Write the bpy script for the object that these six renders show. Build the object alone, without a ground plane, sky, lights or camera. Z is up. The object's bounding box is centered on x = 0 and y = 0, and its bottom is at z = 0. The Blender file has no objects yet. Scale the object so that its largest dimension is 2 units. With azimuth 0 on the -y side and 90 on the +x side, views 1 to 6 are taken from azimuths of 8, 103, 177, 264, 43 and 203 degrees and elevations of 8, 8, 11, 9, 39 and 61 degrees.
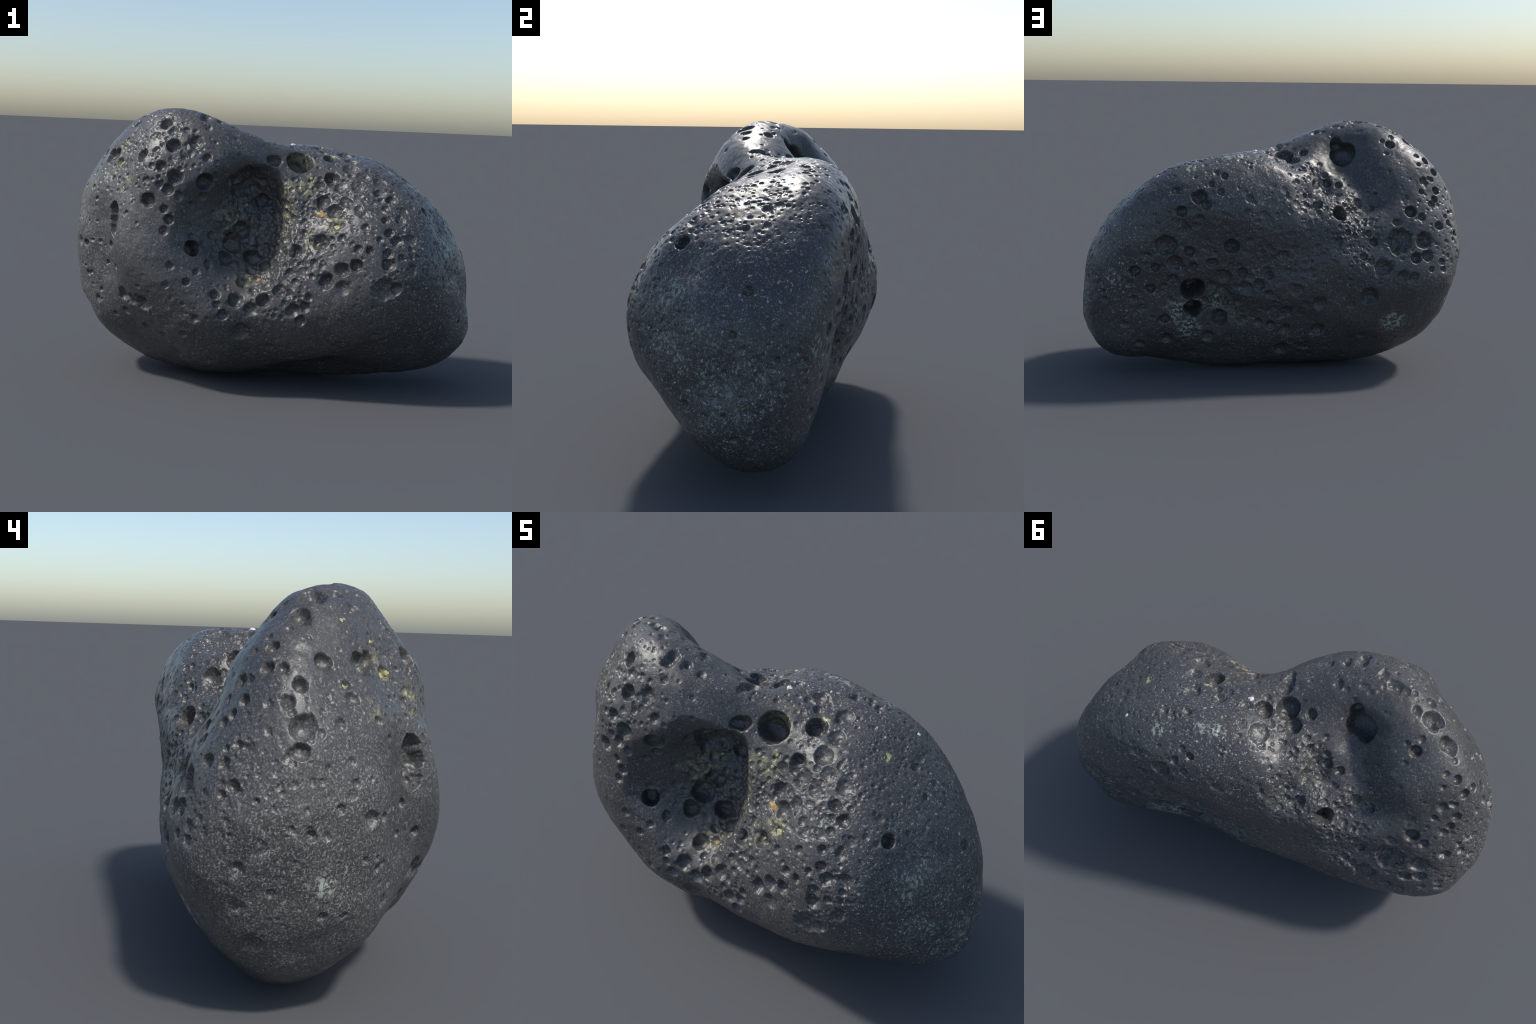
import math
import numpy as np

# ---------------------------------------------------------------------------
# 1. SILHOUETTE: cross-sections round the long (x) axis.  Each row is one
#    section, walked from the -x end to the +x end; the entries are radii (as
#    multiples of an ellipsoid) at equal angles from +y over +z, -y and -z.
# ---------------------------------------------------------------------------
CENTRE = np.array([0.0, 0.12, 0.60])
HALF = np.array([1.0, 0.56, 0.60])
SECTIONS = [
    [0.991],
    [0.986, 0.997, 1.006, 1.020, 1.026, 1.022, 1.015, 1.003, 1.001, 0.993, 0.989, 0.981, 0.976, 0.981, 0.984, 0.976],
    [0.939, 0.936, 0.982, 1.039, 1.096, 1.090, 1.057, 1.044, 1.021, 1.012, 1.027, 1.028, 1.029, 1.013, 0.976, 0.972],
    [0.778, 0.719, 0.826, 1.031, 1.188, 1.161, 1.119, 1.020, 1.001, 1.038, 1.087, 1.091, 1.076, 0.970, 0.871, 0.836],
    [0.668, 0.663, 0.795, 1.152, 1.289, 1.305, 1.151, 1.143, 1.137, 1.091, 1.028, 1.095, 1.076, 0.874, 0.763, 0.676],
    [0.585, 0.626, 0.769, 1.018, 1.180, 1.356, 1.166, 0.993, 0.966, 1.127, 1.114, 1.062, 1.007, 0.827, 0.643, 0.620],
    [0.528, 0.621, 0.770, 0.959, 0.998, 1.072, 0.934, 0.787, 0.813, 1.023, 1.076, 0.982, 0.978, 0.790, 0.620, 0.577],
    [0.556, 0.631, 0.856, 0.985, 0.924, 0.888, 0.799, 0.814, 0.895, 1.026, 0.975, 0.864, 1.029, 0.804, 0.598, 0.574],
    [0.601, 0.700, 0.947, 1.002, 0.915, 0.935, 0.932, 1.013, 1.059, 1.080, 1.011, 0.988, 1.081, 0.866, 0.575, 0.546],
    [0.764, 0.877, 0.970, 0.966, 0.932, 0.972, 1.007, 1.038, 1.077, 1.072, 1.062, 1.111, 1.189, 1.152, 0.906, 0.736],
    [0.951, 0.954, 0.951, 0.938, 0.934, 0.935, 0.927, 0.948, 0.982, 1.037, 1.089, 1.129, 1.150, 1.110, 1.046, 0.976],
    [0.981, 0.965, 0.954, 0.944, 0.933, 0.930, 0.939, 0.950, 0.965, 0.982, 0.998, 1.006, 1.013, 1.025, 1.010, 0.997],
    [0.966],
]
# soft dents: (centre of the dent, width, depth as a share of the radius)
DENTS = [
    ((-0.4, 0.12, 1.16), 0.08, -0.205),
    ((-0.46, 0.22, 1.04), 0.10, -0.006),
    ((-0.33, 0.24, 0.98), 0.11, 0.421),
    ((-0.1, 0.12, 1.15), 0.10, 0.210),
    ((-0.3, 0.15, 1.1), 0.09, 0.392),
    ((0.06, -0.1, 1.05), 0.10, 0.099),
    ((0.2, -0.22, 0.76), 0.16, 0.063),
    ((-0.22, -0.1, 1.26), 0.08, 0.078),
    ((-0.1, 0.25, 1.08), 0.09, 0.094),
    ((-0.53, -0.33, 1.06), 0.08, -0.096),
    ((-0.68, -0.25, 1.07), 0.08, 0.007),
    ((-0.2, 0.36, 1.0), 0.09, 0.137),
    ((-0.5, 0.32, 0.93), 0.09, 0.170),
    ((-0.70, -0.30, 0.79), 0.11, -0.015),
    ((-0.92, 0.01, 0.39), 0.09, -0.025),
    ((-0.76, 0.27, 0.27), 0.09, -0.025),
    ((-0.91, 0.32, 0.57), 0.10, -0.020),
    ((-0.52, -0.26, 0.25), 0.09, -0.020),
    ((-0.38, -0.37, 0.95), 0.08, -0.045),
    ((-0.39, -0.43, 0.55), 0.08, -0.045),
    ((0.97, -0.06, 0.36), 0.08, 0.035),
    ((0.00, -0.34, 0.18), 0.10, 0.030),
    ((0.05, -0.31, 0.12), 0.10, 0.030),
    ((0.28, -0.27, 0.13), 0.10, -0.035),
    ((0.62, 0.34, 0.20), 0.10, -0.030),
    ((0.35, 0.32, 0.18), 0.10, -0.035),
    ((0.08, 0.34, 0.20), 0.10, -0.030),
    ((-0.05, 0.16, 1.14), 0.06, -0.035),
    ((0.55, -0.08, 0.14), 0.10, -0.020),
    ((0.83, -0.12, 0.69), 0.08, -0.030),
    ((0.47, 0.12, 1.07), 0.08, -0.040),
    ((0.71, -0.04, 0.96), 0.08, 0.030),
]
N_RING, N_ANG = len(SECTIONS), len(SECTIONS[1])


def ring_value(i, j):
    if i < 0:
        i, j = -i, j + N_ANG // 2
    if i > N_RING - 1:
        i, j = 2 * (N_RING - 1) - i, j + N_ANG // 2
    row = SECTIONS[i]
    return row[j % N_ANG] if len(row) > 1 else row[0]


RING = np.array([[ring_value(i, j) for j in range(N_ANG)] for i in range(-2, N_RING + 2)])


def spline_weights(t):
    return np.stack([-.5*t + t*t - .5*t**3, 1 - 2.5*t*t + 1.5*t**3,
                     .5*t + 2*t*t - 1.5*t**3, -.5*t*t + .5*t**3], -1)


def base_radius(d):
    th = np.arccos(np.clip(-d[:, 0], -1, 1)) / np.pi * (N_RING - 1)
    ph = (np.arctan2(d[:, 2], d[:, 1]) % (2*np.pi)) / (2*np.pi) * N_ANG
    i = np.clip(np.floor(th).astype(int), 0, N_RING - 2)
    j = np.floor(ph).astype(int)
    wa, wb = spline_weights(th - i), spline_weights(ph - j)
    r = np.zeros(len(d))
    for a in range(4):
        for b in range(4):
            r += wa[:, a] * wb[:, b] * RING[i + a - 1 + 2, (j + b - 1) % N_ANG]
    for c, width, depth in DENTS:
        q = (np.array(c) - CENTRE) / HALF
        q = q / np.linalg.norm(q) * HALF
        r -= depth * np.exp(-((d * HALF - q)**2).sum(1) / (2*width*width))
    return r


# ---------------------------------------------------------------------------
# 2. HELPERS: box-sphere lattice, normals, smoothing, lattice noise
# ---------------------------------------------------------------------------
LATTICE = (620, 350, 370)


def box_sphere(n):
    nx, ny, nz = n
    quads, codes = [], []

    def face(u, v, w, wl, flip):
        a, b = np.meshgrid(np.arange(n[u] + 1), np.arange(n[v] + 1), indexing='ij')
        ijk = [None] * 3
        ijk[u], ijk[v], ijk[w] = a, b, np.full_like(a, wl)
        code = (ijk[0] * (ny + 1) + ijk[1]) * (nz + 1) + ijk[2]
        q = np.stack([code[:-1, :-1], code[1:, :-1], code[1:, 1:], code[:-1, 1:]], -1).reshape(-1, 4)
        quads.append(q[:, ::-1] if flip else q)

    for u, v, w in ((0, 1, 2), (1, 2, 0), (2, 0, 1)):
        face(u, v, w, 0, True)
        face(u, v, w, n[w], False)
    quads = np.concatenate(quads)
    uniq, inv = np.unique(quads, return_inverse=True)
    quads = inv.reshape(-1, 4)
    k = uniq % (nz + 1)
    j = uniq // (nz + 1) % (ny + 1)
    i = uniq // ((nz + 1) * (ny + 1))
    b = np.stack([i / nx, j / ny, k / nz], -1) * 2 - 1
    d = np.tan(b * np.pi / 4)
    return d / np.linalg.norm(d, axis=1, keepdims=True), quads


def vertex_normals(p, quads):
    fn = np.cross(p[quads[:, 2]] - p[quads[:, 0]], p[quads[:, 3]] - p[quads[:, 1]])
    n = np.zeros_like(p)
    for c in range(4):
        for a in range(3):
            n[:, a] += np.bincount(quads[:, c], fn[:, a], len(p))
    return n / np.maximum(np.linalg.norm(n, axis=1, keepdims=True), 1e-12)


def relax(values, quads, share, steps):
    """blend every vertex value with the mean over its faces"""
    cnt = np.bincount(quads.ravel(), minlength=len(values)).astype(float)
    for _ in range(steps):
        fm = values[quads].mean(1)
        for a in range(values.shape[1]):
            m = sum(np.bincount(quads[:, c], fm[:, a], len(values)) for c in range(4)) / cnt
            values[:, a] += share * (m - values[:, a])
    return values


def hash3(i, j, k, seed):
    h = (i * 374761393 + j * 668265263 + k * 1274126177 + seed * 362437) & 0xFFFFFFFF
    h = ((h ^ (h >> 13)) * 1274126177) & 0xFFFFFFFF
    h = ((h ^ (h >> 16)) * 2246822519) & 0xFFFFFFFF
    return ((h ^ (h >> 15)) & 0xFFFF) / 32767.5 - 1.0


def noise(p, scale, seed):
    q = p * scale + 100.0
    i = np.floor(q).astype(np.int64)
    f = q - i
    f = f * f * f * (f * (f * 6 - 15) + 10)
    out = 0.0
    for a in (0, 1):
        for b in (0, 1):
            for c in (0, 1):
                w = (f[:, 0] if a else 1 - f[:, 0]) * (f[:, 1] if b else 1 - f[:, 1]) * (f[:, 2] if c else 1 - f[:, 2])
                out = out + w * hash3(i[:, 0] + a, i[:, 1] + b, i[:, 2] + c, seed)
    return out


# ---------------------------------------------------------------------------
# 3. THE HOLLOW in the front: an ellipsoid bite pushed in along +y
# ---------------------------------------------------------------------------
HOLLOWS = [
    # x, z of the middle; reach to -x, +x, -z, +z; depth; (steepness, roundness) of the left, right, lower, upper wall
    (-0.065, 0.775, 0.33, 0.235, 0.330, 0.350, 0.180, ((2.0, 1.9), (2.3, 1.5), (2.4, 1.7), (2.8, 1.7))),
    (-0.010, 0.945, 0.20, 0.120, 0.190, 0.135, 0.062, ((2.0, 2.2), (2.8, 1.5), (2.0, 2.0), (3.0, 1.3))),
    (0.000, 0.600, 0.14, 0.105, 0.120, 0.130, 0.035, ((2.0, 2.0), (2.6, 1.3), (2.0, 1.6), (2.0, 2.0))),
]
# valleys: from, to, half width, depth, direction of the push
VALLEYS = [
    ((-0.36, 0.08, 1.17), (-0.50, 0.28, 0.95), 0.085, 0.055, (0.10, -0.75, -0.65)),
    ((-0.44, 0.11, 1.20), (-0.34, 0.15, 1.12), 0.050, 0.028, (0.10, -0.70, -0.70)),
    # the ridge beside it stands out
    ((-0.08, 0.16, 1.14), (-0.25, 0.19, 1.05), 0.050, -0.030, (0.00, -0.70, -0.70)),
]


def push_hollows(p):
    q = p.copy()
    for cx, cz, left, right, down, up, depth, power in HOLLOWS:
        dx, dz = q[:, 0] - cx, q[:, 2] - cz
        west, low = dx < 0, dz < 0
        dx = np.abs(dx) / np.where(west, left, right)
        dz = np.abs(dz) / np.where(low, down, up)
        rho = np.sqrt(dx*dx + dz*dz) * (1 + 0.09 * noise(q, 7.0, 3))
        side = dx*dx / np.maximum(dx*dx + dz*dz, 1e-9)
        steep, turn = [side * np.where(west, power[0][k], power[1][k]) + (1 - side) * np.where(low, power[2][k], power[3][k])
                       for k in (0, 1)]
        push = depth * np.clip(1 - rho**steep, 0, 1)**turn
        p[:, 1] += np.where(q[:, 1] < 0.1, push, 0.0)
    for a, b, width, depth, way in VALLEYS:
        a, b, way = np.array(a), np.array(b), np.array(way)
        t = np.clip((q - a) @ (b - a) / ((b - a) @ (b - a)), 0, 1)
        dist = np.linalg.norm(q - a - t[:, None] * (b - a), axis=1)
        p += depth * np.exp(-(dist / width)**2)[:, None] * (way / np.linalg.norm(way))
    return p


def blank(lattice):
    d, quads = box_sphere(lattice)
    p = CENTRE + d * HALF * base_radius(d)[:, None]
    p = push_hollows(p)
    return d, quads, p


# ---------------------------------------------------------------------------
# 4. LARGE VESICLES by region: angle round the x axis and angle towards +x
#    (degrees), radius (mm), depth as a percentage of the radius; then the
#    crystals that stand in the surface: angles, radius (mm), kind
# ---------------------------------------------------------------------------
VESICLES = {
    'crown_east': [
        (111.5, 9.6, 67, 125), (77.5, 0.4, 46, 37), (101.0, 19.0, 44, 110), (125.6, 24.1, 43, 37), (111.9, 25.3, 40, 59),
        (45.8, 23.7, 39, 89), (89.6, 1.8, 39, 100), (120.1, 20.7, 37, 86), (88.4, 22.0, 37, 43), (100.6, 24.8, 36, 43),
        (119.0, 1.8, 36, 90), (136.1, 20.2, 35, 75), (119.7, 34.0, 35, 37), (128.0, 28.4, 29, 37), (118.6, 28.9, 29, 32),
        (137.6, 25.7, 29, 43), (87.7, 13.3, 28, 54), (117.0, 2.8, 28, 86), (41.6, 22.5, 27, 75), (129.9, 33.9, 26, 64),
        (133.8, 37.3, 26, 75), (125.2, 17.9, 23, 75), (93.1, 15.5, 23, 54), (50.1, 29.1, 22, 60), (50.1, 30.1, 22, 54),
        (87.3, 6.3, 22, 54), (76.3, 19.1, 21, 75), (81.8, 44.5, 21, 54), (124.0, 45.3, 20, 43), (48.1, 23.0, 19, 54),
        (57.1, 15.1, 19, 89), (52.8, 19.4, 19, 75), (48.5, 17.1, 19, 75), (92.3, 11.9, 18, 54), (73.2, 24.7, 18, 64),
        (95.5, 2.2, 18, 54), (59.1, 17.2, 18, 54), (135.4, 34.4, 17, 54), (135.0, 36.4, 17, 75), (118.6, 25.8, 16, 54),
        (71.6, 21.9, 16, 64), (56.0, 15.5, 15, 54), (127.2, 37.7, 14, 54), (135.8, 43.4, 14, 64), (136.6, 46.6, 14, 54),
        (129.5, 35.3, 14, 54), (112.3, 26.3, 13, 54), (78.3, 18.5, 13, 75), (74.0, 22.8, 13, 75), (53.9, 41.9, 13, 43),
        (52.9, 43.4, 13, 54), (84.9, 28.9, 13, 54), (51.6, 42.2, 13, 89), (65.7, 20.5, 13, 43), (110.7, 39.7, 12, 54),
        (119.0, 38.3, 11, 54), (123.1, 43.7, 11, 64), (85.7, 28.3, 10, 54), (84.9, 24.7, 10, 54), (86.5, 15.7, 10, 64),
        (62.6, 7.4, 10, 64), (72.8, 4.3, 10, 54), (75.9, 25.9, 9, 75),
    ],
    'east_end': [
        (356.0, 53.2, 30, 104), (132.1, 50.0, 29, 140), (339.0, 49.7, 26, 104), (322.5, 48.7, 23, 44), (236.3, 61.4, 22, 64),
        (310.5, 48.7, 20, 52), (329.9, 52.0, 20, 52), (344.6, 54.2, 20, 60), (340.5, 62.8, 19, 54), (70.3, 74.1, 19, 86),
        (326.3, 58.5, 16, 60), (253.4, 64.3, 16, 43), (32.6, 88.6, 16, 64), (77.7, 51.1, 15, 43), (274.7, 59.9, 15, 43),
        (269.1, 66.0, 15, 54), (90.5, 53.2, 14, 64), (332.9, 60.2, 13, 75), (262.7, 77.9, 12, 64), (10.3, 71.7, 12, 54),
        (89.6, 48.7, 11, 54), (120.7, 55.7, 11, 75), (155.8, 53.5, 11, 54), (21.2, 75.8, 11, 43), (183.3, 55.9, 11, 54),
        (73.8, 55.2, 10, 43), (107.1, 73.2, 10, 64), (179.1, 67.7, 10, 54), (110.8, 68.9, 10, 54), (115.0, 64.6, 10, 64),
        (60.9, 63.4, 10, 43), (338.0, 71.5, 10, 89), (338.7, 63.8, 10, 75), (77.3, 51.8, 9, 54),
    ],
    'crown_west': [
        (139.1, -5.5, 90, 32), (92.0, -21.6, 64, 100), (95.1, -4.0, 49, 100), (45.8, -27.9, 43, 160), (100.6, -29.5, 41, 86),
        (66.9, -17.3, 38, 75), (118.2, -40.5, 38, 87), (89.6, -7.4, 36, 90), (138.0, -4.5, 36, 43), (130.3, -19.2, 36, 90),
        (133.4, -26.5, 35, 86), (128.3, -14.7, 35, 54), (95.9, -18.8, 33, 110), (105.3, -20.7, 33, 54), (120.5, -20.8, 32, 86),
        (52.4, -50.6, 32, 100), (96.3, -34.9, 32, 96), (96.7, -36.5, 32, 75), (120.9, -37.8, 31, 86), (97.0, -18.1, 31, 75),
        (102.1, -1.3, 31, 75), (104.6, -45.2, 30, 75), (115.8, -13.4, 29, 75), (139.9, -21.3, 28, 75), (113.1, -13.5, 28, 75),
        (105.3, -1.7, 28, 64), (101.3, -30.8, 27, 75), (128.0, -36.5, 27, 54), (75.1, -47.4, 26, 62), (61.8, -34.8, 26, 62),
        (50.9, -18.0, 26, 75), (106.4, -27.4, 25, 75), (94.3, -10.1, 25, 100), (89.2, -31.5, 25, 100), (79.4, -22.4, 25, 87),
        (82.2, -14.9, 25, 87), (97.0, -51.9, 24, 100), (136.1, -1.3, 24, 43), (119.6, -49.7, 23, 62), (124.4, -19.1, 23, 54),
        (81.0, -15.6, 23, 64), (84.8, -47.9, 23, 90), (133.8, -12.7, 23, 64), (104.1, -11.8, 23, 54), (108.8, -17.7, 22, 43),
        (111.9, -29.4, 22, 75), (104.9, -22.5, 22, 54), (48.5, -16.0, 22, 75), (100.6, -25.9, 22, 54), (87.7, -43.0, 22, 100),
        (76.7, -26.4, 21, 90), (107.6, -1.7, 21, 64), (84.5, -1.3, 20, 43), (90.0, -48.4, 20, 90), (112.7, -8.3, 20, 43),
        (112.7, -11.0, 20, 75), (59.1, -40.2, 19, 62), (42.6, -48.7, 19, 75), (132.3, -22.5, 18, 54), (83.7, -20.4, 18, 75),
        (85.7, -4.3, 18, 64), (72.4, -1.3, 18, 54), (125.6, -22.7, 17, 54), (121.3, -12.4, 17, 54), (124.0, -16.4, 17, 54),
        (135.0, -17.0, 17, 64), (115.4, -47.4, 16, 75), (78.0, -48.1, 16, 75), (93.1, -30.3, 16, 62), (86.9, -39.8, 16, 62),
        (78.6, -48.9, 16, 75), (86.5, -12.4, 16, 87), (74.0, -9.1, 16, 75), (139.5, -23.4, 16, 54), (41.3, -40.0, 16, 75),
        (133.1, -49.2, 16, 75), (50.5, -13.7, 15, 87), (43.9, -18.0, 15, 75), (84.9, -32.3, 15, 43), (49.3, -30.1, 15, 75),
        (56.0, -30.2, 15, 75), (72.4, -8.6, 15, 54), (77.5, -10.5, 15, 64), (68.3, -49.3, 15, 87), (114.3, -11.1, 15, 64),
        (139.5, -35.7, 14, 54), (125.6, -24.1, 14, 54), (130.3, -21.4, 14, 54), (93.1, -39.1, 14, 54), (90.4, -29.0, 13, 75),
        (56.7, -12.3, 13, 87), (50.5, -4.9, 13, 89), (82.2, -42.0, 13, 75), (72.8, -10.8, 13, 62), (71.2, -32.8, 13, 50),
        (120.1, -33.0, 12, 50), (134.4, -39.5, 12, 75), (80.2, -28.4, 12, 50), (81.0, -30.1, 11, 50), (66.9, -37.5, 11, 75),
        (75.9, -36.5, 11, 62), (105.3, -6.3, 11, 54), (51.7, -4.8, 11, 75), (133.4, -34.1, 11, 62), (119.5, -51.3, 11, 64),
        (136.5, -37.1, 11, 75), (108.8, -34.1, 10, 50), (78.7, -13.5, 9, 75),
    ],
    'front_east': [
        (185.6, 32.7, 53, 37), (144.0, 23.2, 41, 64), (163.5, 19.7, 40, 75), (183.4, 19.8, 37, 75), (169.1, 12.4, 35, 100),
        (189.4, 7.1, 34, 54), (197.2, 10.5, 34, 64), (177.0, 23.8, 34, 75), (185.6, 23.5, 34, 37), (193.9, 2.6, 33, 100),
        (173.2, 7.6, 32, 64), (187.5, 3.8, 32, 43), (153.8, 23.5, 31, 43), (159.0, 41.2, 31, 37), (174.8, 26.9, 31, 90),
        (184.9, 35.9, 31, 75), (173.6, 34.3, 31, 75), (180.4, 1.3, 30, 90), (147.0, 29.7, 29, 37), (163.1, 9.5, 29, 43),
        (184.5, 8.3, 28, 43), (201.4, 12.2, 28, 54), (160.9, 36.9, 28, 75), (176.2, 40.2, 28, 32), (148.1, 38.8, 26, 54),
        (181.5, 10.1, 26, 54), (195.4, 13.7, 25, 64), (168.0, 34.1, 25, 64), (143.2, 28.8, 23, 43), (141.0, 40.1, 23, 43),
        (175.5, 17.3, 23, 54), (190.1, 9.7, 23, 54), (157.1, 35.1, 22, 90), (155.2, 29.7, 22, 54), (166.9, 27.5, 21, 64),
        (150.0, 34.5, 20, 64), (140.6, 26.9, 20, 43), (141.4, 35.4, 20, 64), (175.1, 15.2, 20, 43), (161.2, 24.5, 20, 54),
        (187.1, 41.6, 19, 37), (167.2, 30.0, 19, 90), (149.6, 1.9, 18, 54), (158.2, 3.8, 18, 54), (184.5, 3.8, 17, 43),
        (157.1, 15.6, 17, 64), (162.0, 22.2, 17, 54), (164.6, 40.8, 17, 64), (161.2, 32.5, 17, 64), (169.9, 37.6, 17, 54),
        (169.5, 0.7, 15, 75), (176.6, 13.3, 14, 54), (169.1, 40.7, 12, 64), (153.0, 39.3, 11, 54), (163.9, 26.5, 11, 64),
    ],
    'front_west': [
        (158.2, -39.8, 51, 90), (169.9, -9.1, 51, 100), (162.4, -40.7, 47, 81), (153.8, -39.4, 47, 90), (207.4, -3.0, 46, 48),
        (162.4, -7.1, 45, 96), (143.6, -13.4, 43, 100), (177.0, -3.4, 42, 75), (198.0, -27.4, 39, 64), (177.4, -10.3, 38, 91),
        (172.1, -17.4, 38, 160), (193.9, -4.8, 37, 75), (143.6, -18.8, 37, 75), (187.5, -4.0, 35, 90), (197.2, -35.4, 34, 54),
        (197.2, -0.6, 34, 54), (145.9, -1.9, 33, 64), (152.2, -25.7, 33, 86), (148.5, -20.7, 31, 75), (225.8, -20.1, 30, 27),
        (140.6, -8.6, 29, 43), (198.4, -31.7, 29, 43), (191.6, -9.9, 26, 75), (199.5, -7.4, 26, 64), (213.8, -28.8, 25, 48),
        (222.8, -15.2, 25, 21), (214.1, -22.9, 24, 37), (159.8, -21.7, 24, 86), (211.2, -48.8, 24, 43), (179.2, -13.7, 23, 64),
        (164.6, -22.9, 23, 54), (146.6, -22.2, 23, 54), (150.0, -18.7, 23, 54), (208.1, -35.7, 22, 75), (208.9, -16.3, 21, 43),
        (155.6, -22.4, 21, 75), (147.4, -8.4, 21, 54), (183.8, -39.5, 20, 62), (144.8, -25.2, 20, 54), (200.6, -13.5, 20, 54),
        (195.4, -9.1, 20, 64), (186.4, -17.0, 20, 64), (187.9, -21.0, 19, 43), (179.6, -20.9, 19, 43), (172.0, -45.1, 18, 87),
        (153.0, -16.8, 17, 43), (182.2, -15.5, 17, 64), (214.5, -40.3, 15, 64), (184.0, -46.9, 15, 90), (180.0, -20.5, 14, 64),
        (204.0, -48.3, 13, 86), (169.8, -50.8, 13, 75), (157.1, -31.8, 12, 75), (144.0, -22.2, 12, 64), (142.0, -48.1, 12, 86),
        (189.8, -28.0, 12, 54), (162.0, -28.7, 11, 54), (210.3, -47.1, 11, 75), (200.6, -10.8, 10, 64), (152.2, -29.7, 10, 54),
        (155.7, -51.0, 9, 75), (147.0, -27.8, 8, 75),
    ],
    'west_end': [
        (26.5, -57.0, 45, 68), (100.0, -61.1, 40, 68), (281.7, -58.7, 36, 43), (350.0, -52.8, 32, 56), (169.6, -63.0, 31, 56),
        (11.0, -58.2, 31, 75), (8.6, -54.9, 29, 100), (100.8, -66.4, 27, 75), (303.2, -67.9, 26, 32), (43.7, -60.4, 24, 87),
        (328.5, -75.9, 23, 50), (91.7, -55.9, 22, 75), (4.4, -62.9, 22, 62), (48.3, -54.0, 22, 75), (74.0, -52.9, 21, 100),
        (61.3, -54.7, 21, 75), (46.1, -70.1, 20, 87), (67.0, -54.4, 19, 100), (118.2, -56.8, 19, 62), (356.3, -63.0, 19, 62),
        (51.2, -64.2, 19, 75), (171.1, -57.6, 18, 86), (42.6, -59.5, 18, 87), (83.6, -56.1, 17, 50), (164.8, -81.5, 17, 87),
        (197.5, -57.5, 17, 62), (228.2, -61.4, 16, 64), (237.6, -65.5, 16, 75), (279.2, -75.6, 15, 54), (144.4, -64.1, 15, 62),
        (133.4, -62.1, 15, 43), (151.8, -71.5, 15, 75), (171.6, -77.3, 14, 50), (63.9, -62.4, 14, 87), (35.3, -69.2, 14, 75),
        (357.5, -58.7, 14, 87), (193.5, -63.1, 13, 75), (66.9, -63.8, 13, 75), (56.3, -61.4, 12, 87), (108.2, -56.4, 12, 50),
        (122.6, -67.6, 12, 50), (93.8, -58.4, 12, 62), (85.5, -75.3, 12, 37), (195.3, -55.0, 12, 86), (119.6, -85.3, 11, 62),
        (169.1, -53.9, 10, 75), (151.1, -81.5, 10, 75), (192.0, -58.9, 10, 86), (148.8, -59.6, 9, 75), (102.8, -58.2, 9, 75),
        (56.7, -76.6, 9, 87), (51.4, -57.7, 7, 75),
    ],
    'underside': [
        (290.3, -3.4, 49, 52), (307.6, 25.3, 44, 75), (305.2, -18.5, 41, 75), (292.7, -11.2, 35, 44), (297.8, 25.1, 34, 52),
        (299.7, 36.3, 34, 44), (305.6, -5.3, 31, 75), (308.7, 1.1, 27, 75), (299.3, 40.9, 24, 60), (274.6, -49.8, 23, 32),
    ],
    'back_west': [
        (26.3, -51.4, 64, 56), (336.4, -38.9, 46, 75), (0.7, -45.0, 46, 62), (329.6, -21.1, 38, 50), (320.6, -6.3, 37, 60),
        (341.6, -11.3, 33, 52), (352.4, -49.8, 32, 62), (11.2, -4.2, 30, 52), (15.7, -51.0, 25, 62), (23.2, -29.2, 25, 62),
        (16.5, -9.7, 23, 52), (24.5, -45.0, 22, 87), (10.5, -40.0, 22, 75), (6.0, -41.9, 19, 62), (30.8, -32.6, 19, 75),
        (31.8, -41.9, 18, 75), (28.9, -36.4, 17, 75),
    ],
    'back_east': [
        (337.1, 39.1, 62, 190), (18.8, 41.2, 54, 75), (317.2, 36.3, 51, 190), (3.7, 41.8, 47, 60), (350.2, 26.7, 43, 52),
        (340.9, 14.1, 43, 60), (18.8, 19.9, 41, 82), (344.6, 7.6, 33, 67), (314.0, 40.9, 30, 104), (354.8, 16.6, 30, 75),
        (4.1, 30.1, 30, 75), (30.0, 33.0, 29, 52), (39.0, 30.7, 29, 89), (319.1, 27.8, 28, 89), (348.8, 44.4, 28, 75),
        (14.6, 35.8, 27, 89), (1.1, 36.7, 26, 75), (340.1, 33.2, 25, 60), (352.9, 2.7, 25, 60), (0.4, 47.7, 25, 89),
        (310.3, 6.5, 24, 60), (336.8, 2.7, 23, 60), (11.0, 48.0, 23, 60), (35.6, 26.1, 22, 60), (321.0, 32.7, 20, 89),
        (322.9, 18.8, 20, 44), (17.6, 2.6, 19, 52), (2.6, 21.8, 16, 75), (15.4, 0.7, 16, 44), (17.6, 6.7, 16, 52),
        (2.3, 18.0, 14, 75), (13.5, 27.7, 14, 60), (316.2, 44.0, 13, 44), (342.5, 46.8, 13, 75), (14.6, 30.0, 13, 60),
        (23.2, 28.3, 13, 60),
    ],
}
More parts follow.
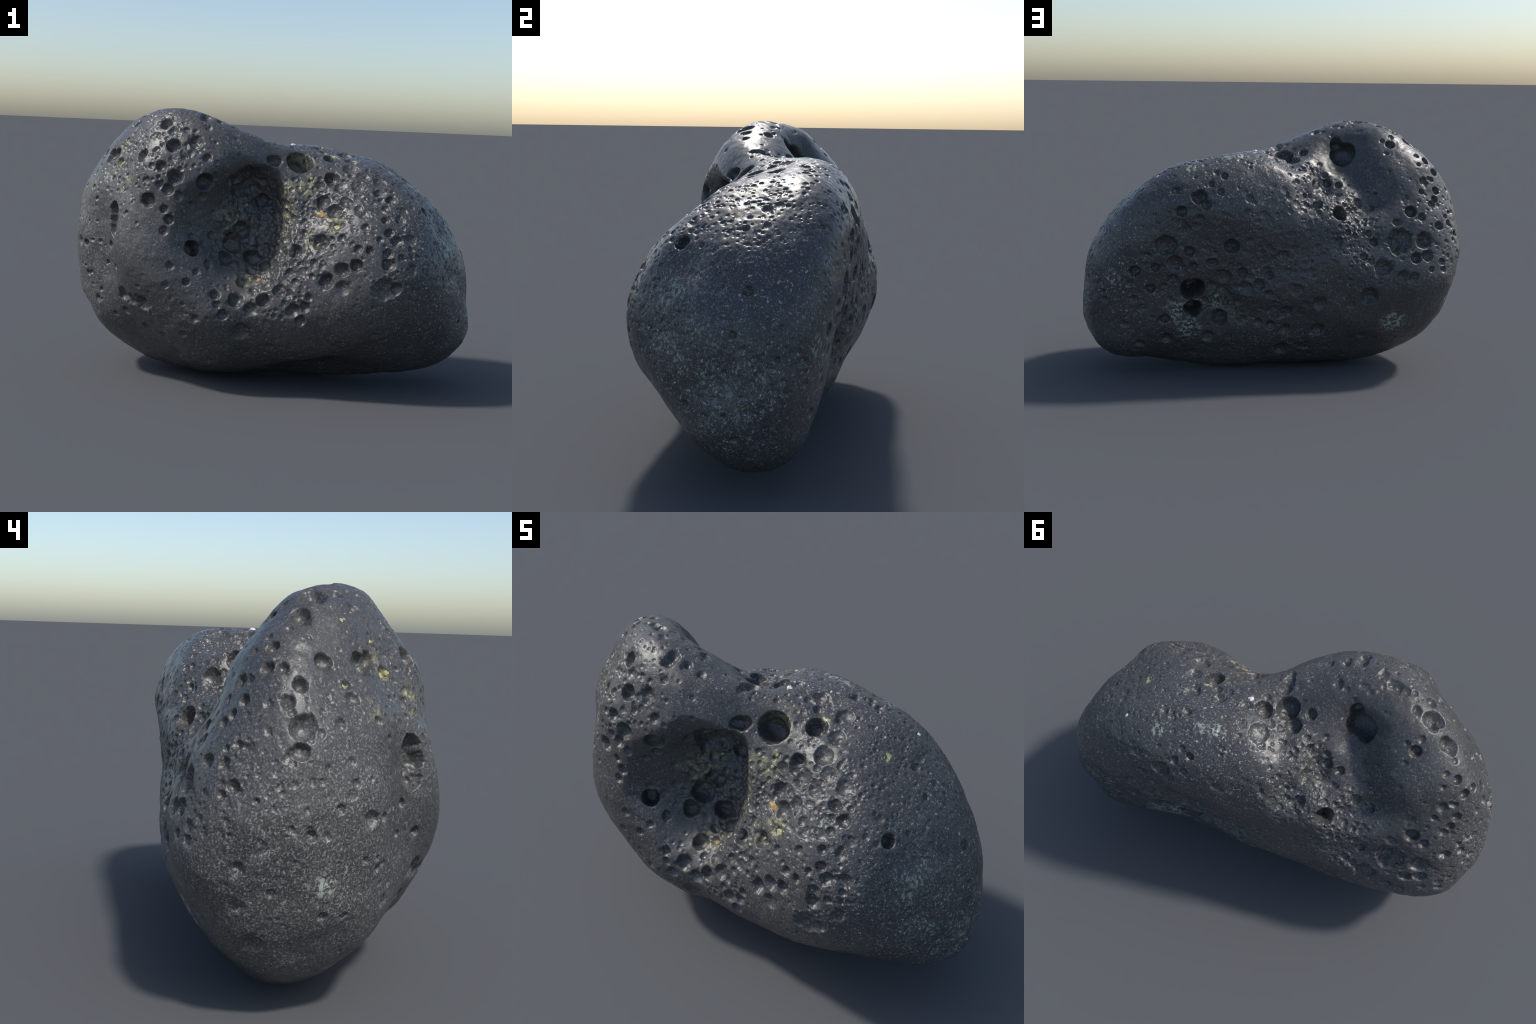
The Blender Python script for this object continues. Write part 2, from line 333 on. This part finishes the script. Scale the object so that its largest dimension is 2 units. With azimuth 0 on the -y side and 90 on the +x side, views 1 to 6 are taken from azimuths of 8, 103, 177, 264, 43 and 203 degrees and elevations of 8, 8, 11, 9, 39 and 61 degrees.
GRAINS = [
    (144.4, 20.5, 14, 'o'),
    (127.2, 15.1, 8, 'y'),
    (121.3, 14.7, 7, 'y'),
    (186.0, 0.2, 13, 'o'),
    (154.1, 23.6, 15, 'y'),
    (128.0, -36.5, 15, 'y'),
    (120.1, -32.8, 9, 'y'),
    (129.1, -32.5, 5, 'y'),
    (115.2, -47.8, 11, 'y'),
    (119.7, -33.3, 8, 'y'),
    (108.8, -34.1, 10, 'y'),
    (129.1, -35.2, 10, 'y'),
    (91.6, 5.6, 10, 'w'),
    (66.1, 35.8, 9, 'w'),
    (163.5, 18.6, 8, 'y'),
    (150.0, -6.0, 9, 'y'),
]


# ---------------------------------------------------------------------------
# 5. CARVING: gas bubbles opened by wear.  Every vesicle is a cup cut along the
#    surface normal; where cups meet, the deeper wins, which leaves thin walls.
# ---------------------------------------------------------------------------
# fields of small vesicles: centre, reach, count, smallest and largest radius (mm), depth ratio
FIELDS = [
    ((0.12, -0.30, 0.58), 0.20, 260, 7, 19, 0.50),
    ((0.27, -0.21, 0.82), 0.20, 240, 6, 17, 0.50),
    ((0.38, -0.15, 0.98), 0.20, 90, 6, 16, 0.40),
    ((-0.45, -0.24, 1.17), 0.24, 330, 6, 15, 0.50),
    ((-0.68, -0.22, 1.02), 0.20, 160, 6, 13, 0.45),
    ((-0.28, 0.27, 0.96), 0.20, 230, 6, 17, 0.55),
    ((-0.45, 0.38, 0.72), 0.22, 190, 6, 15, 0.50),
    ((-0.80, 0.22, 0.85), 0.24, 170, 6, 14, 0.50),
    ((0.10, 0.12, 1.14), 0.22, 130, 6, 15, 0.50),
    ((0.55, -0.30, 0.75), 0.28, 140, 6, 13, 0.45),
    ((0.70, -0.02, 0.92), 0.30, 420, 5, 11, 0.45),
    ((0.90, 0.00, 0.60), 0.38, 320, 5, 11, 0.42),
    ((0.50, 0.30, 1.00), 0.30, 220, 5, 12, 0.45),
    ((0.20, 0.42, 0.65), 0.45, 150, 8, 24, 0.32),
    ((0.30, 0.34, 0.40), 0.60, 260, 8, 24, 0.28),
    ((-0.10, -0.36, 0.45), 0.30, 130, 6, 14, 0.40),
    ((-0.10, -0.15, 0.75), 0.22, 170, 7, 24, 0.45),
    ((-0.90, -0.10, 0.55), 0.50, 140, 5, 10, 0.40),
    ((0.00, 0.00, 0.05), 0.90, 220, 8, 26, 0.22),
    ((0.00, 0.00, 0.65), 1.30, 420, 4, 9, 0.35),
]


def scatter(fields, p, rng):
    pits = []
    for c, reach, count, lo, hi, ratio in fields:
        dist = np.linalg.norm(p - np.array(c), axis=1)
        near = np.where(dist < 1.6 * reach)[0]
        w = np.exp(-(dist[near] / reach)**4)
        pick = rng.choice(near, size=count, p=w / w.sum(), replace=False)
        for v in pick:
            r = lo * (hi / lo)**(rng.random()**1.8)
            pits.append((v, r / 1000.0, ratio * rng.uniform(0.6, 1.25)))
    return pits


class Cells:
    def __init__(self, p, size):
        self.size, self.p = size, p
        self.low = p.min(0) - size
        c = ((p - self.low) / size).astype(np.int64)
        self.n = c.max(0) + 2
        code = (c[:, 0] * self.n[1] + c[:, 1]) * self.n[2] + c[:, 2]
        self.order = np.argsort(code, kind='stable')
        self.code = code[self.order]

    def near(self, point, radius):
        a = np.floor((point - radius - self.low) / self.size).astype(int)
        b = np.floor((point + radius - self.low) / self.size).astype(int)
        out = []
        for i in range(a[0], b[0] + 1):
            for j in range(a[1], b[1] + 1):
                base = (i * self.n[1] + j) * self.n[2]
                s, e = np.searchsorted(self.code, [base + a[2], base + b[2] + 1])
                out.append(self.order[s:e])
        v = np.concatenate(out)
        d2 = ((self.p[v] - point)**2).sum(1)
        return v[d2 < radius * radius]


def carve(p, n, pits, wobble, soft, wall=0.80):
    """depth field of all cups: smooth shoulders, steep walls for deep ones"""
    depth = np.zeros(len(p))
    cells = Cells(p, 0.03)
    for v, r, ratio in pits:
        reach = 1.35 * r
        at = cells.near(p[v], reach * 1.25)
        off = p[at] - p[v]
        facing = n[at] @ n[v]
        up = off @ n[v]
        lateral = np.sqrt(np.maximum((off * off).sum(1) - up * up, 0))
        rho = lateral / r * (1 + wobble[at] * (1.0 if ratio < 0.95 else 0.35))
        k = 2.0 + 2.5 * np.clip(ratio - 0.7, 0, 1)
        bowl = wall - 0.20 * np.clip(ratio - 0.5, 0, 1)
        cup = np.clip(1 - np.clip(rho, 0, 1)**k, 0, 1)**bowl
        shoulder = 0.5 * soft * np.clip(1.3 - rho, 0, 0.6)**2
        cut = ratio * r * (cup + shoulder) - np.clip(np.abs(up) - 1.2 * r, 0, None)
        cut = np.where(facing > -0.1, cut, 0.0)
        # the deeper cup wins, a little of the shallower is added
        d0 = depth[at]
        depth[at] = np.maximum(d0, cut) + 0.12 * np.clip(np.minimum(d0, cut), 0, None)
    return depth


def direction(lon, lat):
    a, b = math.radians(lon), math.radians(lat)
    return np.array([math.sin(b), math.cos(b) * math.cos(a), math.cos(b) * math.sin(a)])


def shape_rock():
    rng = np.random.default_rng(41)
    d, quads, p = blank(LATTICE)
    n = vertex_normals(p, quads)
    n = relax(n, quads, 1.0, 6)
    n /= np.linalg.norm(n, axis=1, keepdims=True)
    wobble = 0.13 * noise(p, 38.0, 11) + 0.07 * noise(p, 90.0, 12)
    dir_cells = Cells(d, 0.03)

    def vertex_at(lon, lat):
        q = direction(lon, lat)
        v = dir_cells.near(q, 0.03)
        return v[((d[v] - q)**2).sum(1).argmin()]

    big = [(vertex_at(a, b), r / 1000.0, k / 100.0) for rows in VESICLES.values() for a, b, r, k in rows]
    small = scatter(FIELDS, p, rng)
    cells = Cells(p, 0.03)
    cut_big = carve(p, n, big, wobble, 0.5)
    cut_small = carve(p, n, small, wobble, 0.25, 0.62)
    # bubbles that broke into the big ones: bites in their floors and rims
    bites = []
    for v, r, ratio in big:
        if r > 0.016 and ratio < 0.9:
            ring = cells.near(p[v], 1.05 * r)
            for u in rng.choice(ring, size=min(len(ring), int(rng.integers(1, 5)))):
                bites.append((u, r * rng.uniform(0.25, 0.55), rng.uniform(0.25, 0.55)))
    cut_bites = carve(p, n, bites, wobble, 0.2, 0.65)
    cut = np.maximum(cut_big, cut_small) + 0.35 * np.minimum(cut_big, cut_small) + 0.75 * cut_bites
    # worn skin: broad waves, dimples, and a crumbly lining inside the hollow
    inside = np.exp(-(((p - np.array([-0.09, -0.17, 0.72])) / np.array([0.17, 0.12, 0.24]))**2).sum(1)**2)
    skin = 0.0045 * noise(p, 6.0, 1) + 0.0026 * noise(p, 15.0, 2) + 0.0012 * noise(p, 36.0, 4) + 0.0006 * noise(p, 80.0, 5)
    crumbs = inside * (0.012 * np.abs(noise(p, 20.0, 6)) + 0.008 * noise(p, 42.0, 7))
    p = p + n * (skin + crumbs - cut)[:, None]
    p = relax(p, quads, 0.35, 1)
    p[:, 2] -= p[:, 2].min()
    return d, quads, p, vertex_at


# ---------------------------------------------------------------------------
# 6. MESHES AND MATERIALS
# ---------------------------------------------------------------------------
import bpy


def build_mesh(name, p, faces):
    k = faces.shape[1]
    me = bpy.data.meshes.new(name)
    me.vertices.add(len(p))
    me.vertices.foreach_set('co', p.astype(np.float32).ravel())
    me.loops.add(faces.size)
    me.loops.foreach_set('vertex_index', faces.astype(np.int32).ravel())
    me.polygons.add(len(faces))
    me.polygons.foreach_set('loop_start', np.arange(0, faces.size, k, dtype=np.int32))
    me.update(calc_edges=True)
    me.shade_smooth()
    return me


class Nodes:
    def __init__(self, name):
        self.mat = bpy.data.materials.new(name)
        self.mat.use_nodes = True
        self.t = self.mat.node_tree
        self.bsdf = self.t.nodes['Principled BSDF']
        self.co = self.t.nodes.new('ShaderNodeTexCoord').outputs['Object']

    def put(self, socket, value):
        if hasattr(value, 'is_linked') or isinstance(value, bpy.types.NodeSocket):
            self.t.links.new(value, socket)
        elif isinstance(value, (tuple, list)) and len(value) == 3 and socket.type == 'RGBA':
            socket.default_value = (*value, 1)
        else:
            socket.default_value = value

    def math(self, op, a, b=0.0, c=None, clamp=False):
        n = self.t.nodes.new('ShaderNodeMath')
        n.operation, n.use_clamp = op, clamp
        self.put(n.inputs[0], a)
        self.put(n.inputs[1], b)
        if c is not None:
            self.put(n.inputs[2], c)
        return n.outputs[0]

    def noise(self, scale, detail=2.0, rough=0.5, co=None, distortion=0.0):
        n = self.t.nodes.new('ShaderNodeTexNoise')
        self.put(n.inputs['Vector'], co or self.co)
        n.inputs['Scale'].default_value = scale
        n.inputs['Detail'].default_value = detail
        n.inputs['Roughness'].default_value = rough
        n.inputs['Distortion'].default_value = distortion
        return n

    def voronoi(self, scale, co=None, feature='F1'):
        n = self.t.nodes.new('ShaderNodeTexVoronoi')
        n.feature = feature
        self.put(n.inputs['Vector'], co or self.co)
        n.inputs['Scale'].default_value = scale
        return n

    def step(self, v, lo, hi, a=0.0, b=1.0):
        n = self.t.nodes.new('ShaderNodeMapRange')
        n.interpolation_type = 'SMOOTHSTEP'
        self.put(n.inputs[0], v)
        for i, x in enumerate((lo, hi, a, b)):
            self.put(n.inputs[i + 1], x)
        return n.outputs[0]

    def blob(self, centre, reach):
        """1 at the centre, 0 at the reach (per axis), soft in between"""
        m = self.t.nodes.new('ShaderNodeMapping')
        m.vector_type = 'POINT'
        s = [1.0 / r for r in reach]
        m.inputs['Scale'].default_value = s
        m.inputs['Location'].default_value = [-c * k for c, k in zip(centre, s)]
        self.put(m.inputs['Vector'], self.co)
        l = self.t.nodes.new('ShaderNodeVectorMath')
        l.operation = 'LENGTH'
        self.put(l.inputs[0], m.outputs[0])
        return self.step(l.outputs['Value'], 1.0, 0.25)

    def any(self, masks):
        out = masks[0]
        for m in masks[1:]:
            out = self.math('MAXIMUM', out, m)
        return out

    def mix(self, f, a, b):
        n = self.t.nodes.new('ShaderNodeMix')
        n.data_type = 'RGBA'
        self.put(n.inputs[0], f)
        self.put(n.inputs[6], a)
        self.put(n.inputs[7], b)
        return n.outputs[2]

    def warp(self, scale, amount):
        n = self.noise(scale, 1.0)
        v = self.t.nodes.new('ShaderNodeVectorMath')
        v.operation = 'MULTIPLY_ADD'
        self.put(v.inputs[0], n.outputs['Color'])
        v.inputs[1].default_value = (amount,) * 3
        self.put(v.inputs[2], self.co)
        return v.outputs[0]

    def flecks(self, scale, share, size, co):
        """irregular grains: a share of the Voronoi cells, each with its own size"""
        v = self.voronoi(scale, co)
        sep = self.t.nodes.new('ShaderNodeSeparateColor')
        self.put(sep.inputs[0], v.outputs['Color'])
        keep = self.math('LESS_THAN', sep.outputs[0], share)
        r = self.math('MULTIPLY_ADD', sep.outputs[1], size * 0.75, size * 0.35)
        body = self.step(v.outputs['Distance'], r, self.math('MULTIPLY', r, 0.55))
        tone = self.math('MULTIPLY_ADD', sep.outputs[2], 0.6, 0.4)
        return self.math('MULTIPLY', self.math('MULTIPLY', keep, body), tone)


def basalt():
    m = Nodes('basalt')
    w = m.warp(60.0, 0.014)
    # matrix: dark neutral grey with soft warm and cool clouds
    cloud = m.step(m.noise(3.2, 3.0).outputs['Fac'], 0.35, 0.68)
    col = m.mix(cloud, (0.036, 0.0363, 0.0375), (0.049, 0.0482, 0.0470))
    fine = m.step(m.noise(120.0, 3.0, 0.65).outputs['Fac'], 0.36, 0.70)
    col = m.mix(fine, col, m.mix(0.45, col, (0.095, 0.0935, 0.091)))
    # pale mottling of the groundmass, strongest on the -x end
    west = m.blob((-1.02, 0.0, 0.52), (0.62, 0.62, 0.62))
    mott = m.step(m.noise(150.0, 3.0, 0.65, w).outputs['Fac'], 0.45, 0.72)
    col = m.mix(m.math('MULTIPLY', mott, m.math('MULTIPLY_ADD', west, 0.85, 0.18)), col, (0.20, 0.197, 0.190))
    # feldspar flecks, two sizes, more of them in drifts
    drift = m.step(m.noise(4.5, 2.0).outputs['Fac'], 0.38, 0.62)
    w2 = m.warp(95.0, 0.022)
    f1 = m.flecks(72.0, 0.40, 0.44, w2)
    f2 = m.step(m.noise(150.0, 2.0, 0.6, w).outputs['Fac'], 0.585, 0.70)
    many = m.math('MULTIPLY_ADD', drift, 0.40, 0.05)
    speck = m.any([m.blob((0.85, 0.05, 0.60), (0.75, 0.75, 0.75)), m.blob((0.10, 0.25, 1.10), (0.75, 0.40, 0.45))])
    many = m.math('ADD', many, m.math('MULTIPLY', speck, 0.65), clamp=True)
    flecks = m.math('MAXIMUM', m.math('MULTIPLY', f1, many), m.math('MULTIPLY', f2, m.math('MULTIPLY_ADD', many, 0.40, 0.12)))
    col = m.mix(flecks, col, (0.42, 0.42, 0.415))
    # grey-green crust in grains over the +x end
    east = m.any([m.blob((0.93, -0.06, 0.62), (0.36, 0.26, 0.38)), m.blob((0.98, 0.08, 0.38), (0.34, 0.28, 0.32))])
    clump = m.math('MULTIPLY_ADD', m.noise(13.0, 2.0, 0.6).outputs['Fac'], 0.34, -0.17)
    crust = m.step(m.math('ADD', m.noise(74.0, 4.0, 0.68, w).outputs['Fac'], clump), 0.53, 0.64)
    col = m.mix(m.math('MULTIPLY', m.math('MULTIPLY', crust, east), 0.65), col, (0.21, 0.232, 0.222))
    moss = m.step(m.noise(9.0, 2.0).outputs['Fac'], 0.54, 0.66)
    eastg = m.any([m.blob((0.90, -0.02, 0.64), (0.22, 0.20, 0.34)), m.blob((0.99, 0.12, 0.42), (0.25, 0.22, 0.26))])
    col = m.mix(m.math('MULTIPLY', m.math('MULTIPLY', m.math('MULTIPLY', crust, eastg), moss), 0.95), col, (0.26, 0.32, 0.20))
    # pale lichen in lacy patches on the back and the crown
    lace = m.step(m.noise(52.0, 4.0, 0.68, w).outputs['Fac'], 0.49, 0.57)
    spots = [((0.49, 0.37, 0.36), 0.085), ((0.44, 0.32, 0.27), 0.085), ((0.28, 0.335, 0.42), 0.07), ((0.81, 0.38, 0.55), 0.05),
             ((-0.62, 0.344, 0.31), 0.085), ((0.17, 0.286, 1.148), 0.045), ((0.41, 0.342, 1.089), 0.040), ((0.236, 0.30, 1.14), 0.035),
             ((-0.955, 0.0, 0.483), 0.05), ((0.40, 0.345, 0.385), 0.06)]
    lichen = m.any([m.blob(c, (r * 1.15,) * 3) for c, r in spots])
    col = m.mix(m.math('MULTIPLY', m.math('MULTIPLY', lichen, lace), 0.85), col, (0.33, 0.38, 0.33))
    dot = m.math('MULTIPLY', m.any([m.blob((0.572, 0.101, 1.045), (0.034,) * 3), m.blob((0.30, 0.07, 1.12), (0.03,) * 3)]), lace)
    col = m.mix(dot, col, (0.46, 0.48, 0.24))
    # yellow-olive staining on the lip of the hollow and in some cups
    stain = [((0.105, -0.18, 0.90), (0.075, 0.14, 0.24)), ((0.20, -0.15, 0.98), (0.09, 0.09, 0.09)), ((0.33, -0.25, 0.82), (0.08, 0.08, 0.07)),
             ((0.23, -0.26, 0.72), (0.06, 0.08, 0.09)), ((-0.83, -0.145, 0.95), (0.05, 0.045, 0.06)), ((-0.70, -0.20, 1.08), (0.09, 0.07, 0.09)),
             ((-0.62, -0.30, 0.95), (0.09, 0.07, 0.09)), ((0.15, 0.0, 1.09), (0.14, 0.12, 0.07)), ((-0.16, -0.17, 0.80), (0.13, 0.14, 0.13)),
             ((-0.04, -0.26, 0.55), (0.12, 0.10, 0.09))]
    tint = m.step(m.noise(34.0, 3.0, 0.6, w).outputs['Fac'], 0.46, 0.62)
    st = m.any([m.blob(c, r) for c, r in stain])
    col = m.mix(m.math('MULTIPLY', m.math('MULTIPLY', st, tint), 0.80), col, (0.235, 0.225, 0.125))
    m.put(m.bsdf.inputs['Base Color'], col)
    # worn sheen
    rough = m.step(m.noise(22.0, 3.0, 0.6).outputs['Fac'], 0.3, 0.7, 0.29, 0.45)
    rough = m.math('ADD', rough, m.math('MULTIPLY', m.any([flecks, lichen]), 0.10))
    m.put(m.bsdf.inputs['Roughness'], rough)
    m.bsdf.inputs['Specular IOR Level'].default_value = 0.5
    # grain too fine to model: pin-prick pores and a sandy skin
    pores = m.step(m.voronoi(95.0, w).outputs['Distance'], 0.0, 0.42)
    sand = m.noise(190.0, 4.0, 0.7).outputs['Fac']
    h = m.math('ADD', m.math('MULTIPLY', pores, 0.35), m.math('MULTIPLY', sand, 0.65))
    b = m.t.nodes.new('ShaderNodeBump')
    b.inputs['Strength'].default_value = 0.20
    b.inputs['Distance'].default_value = 0.006
    m.put(b.inputs['Height'], h)
    m.put(m.bsdf.inputs['Normal'], b.outputs[0])
    return m.mat


def mineral(name, dark, light):
    m = Nodes(name)
    f = m.step(m.noise(90.0, 3.0).outputs['Fac'], 0.35, 0.65)
    m.put(m.bsdf.inputs['Base Color'], m.mix(f, dark, light))
    m.bsdf.inputs['Roughness'].default_value = 0.45
    return m.mat


def grain_mesh(name, seed):
    d, quads = box_sphere((14, 14, 14))
    lump = 1 + 0.22 * noise(d, 1.3, seed) + 0.10 * noise(d, 3.1, seed + 1)
    return build_mesh(name, d * lump[:, None], quads)


def main():
    scene = bpy.context.scene
    d, quads, p, vertex_at = shape_rock()
    rock = bpy.data.objects.new('lava_rock', build_mesh('lava_rock', p, quads))
    scene.collection.objects.link(rock)
    rock.data.materials.append(basalt())
    rock['label'] = 'dark grey rounded lava rock riddled with gas bubble holes'
    rock['category'] = 'rock'
    n = vertex_normals(p, quads)
    looks = {'o': mineral('orange_mineral', (0.30, 0.175, 0.060), (0.44, 0.28, 0.11)),
             'y': mineral('yellow_mineral', (0.24, 0.22, 0.09), (0.42, 0.40, 0.19)),
             'w': mineral('white_mineral', (0.50, 0.51, 0.52), (0.70, 0.71, 0.72))}
    rng = np.random.default_rng(7)
    for i, (lon, lat, r, look) in enumerate(GRAINS):
        me = grain_mesh('mineral_grain', 50 + 3 * i)
        me.materials.append(looks[look])
        o = bpy.data.objects.new('mineral_grain', me)
        scene.collection.objects.link(o)
        o.parent = rock
        v = vertex_at(lon, lat)
        s = (1.7 if look == 'o' else 1.2) * r / 1000.0
        o.location = p[v] - n[v] * s * 0.55
        o.rotation_euler = rng.uniform(0, 6.28, 3)
        o.scale = s * rng.uniform(0.75, 1.15, 3)


main()
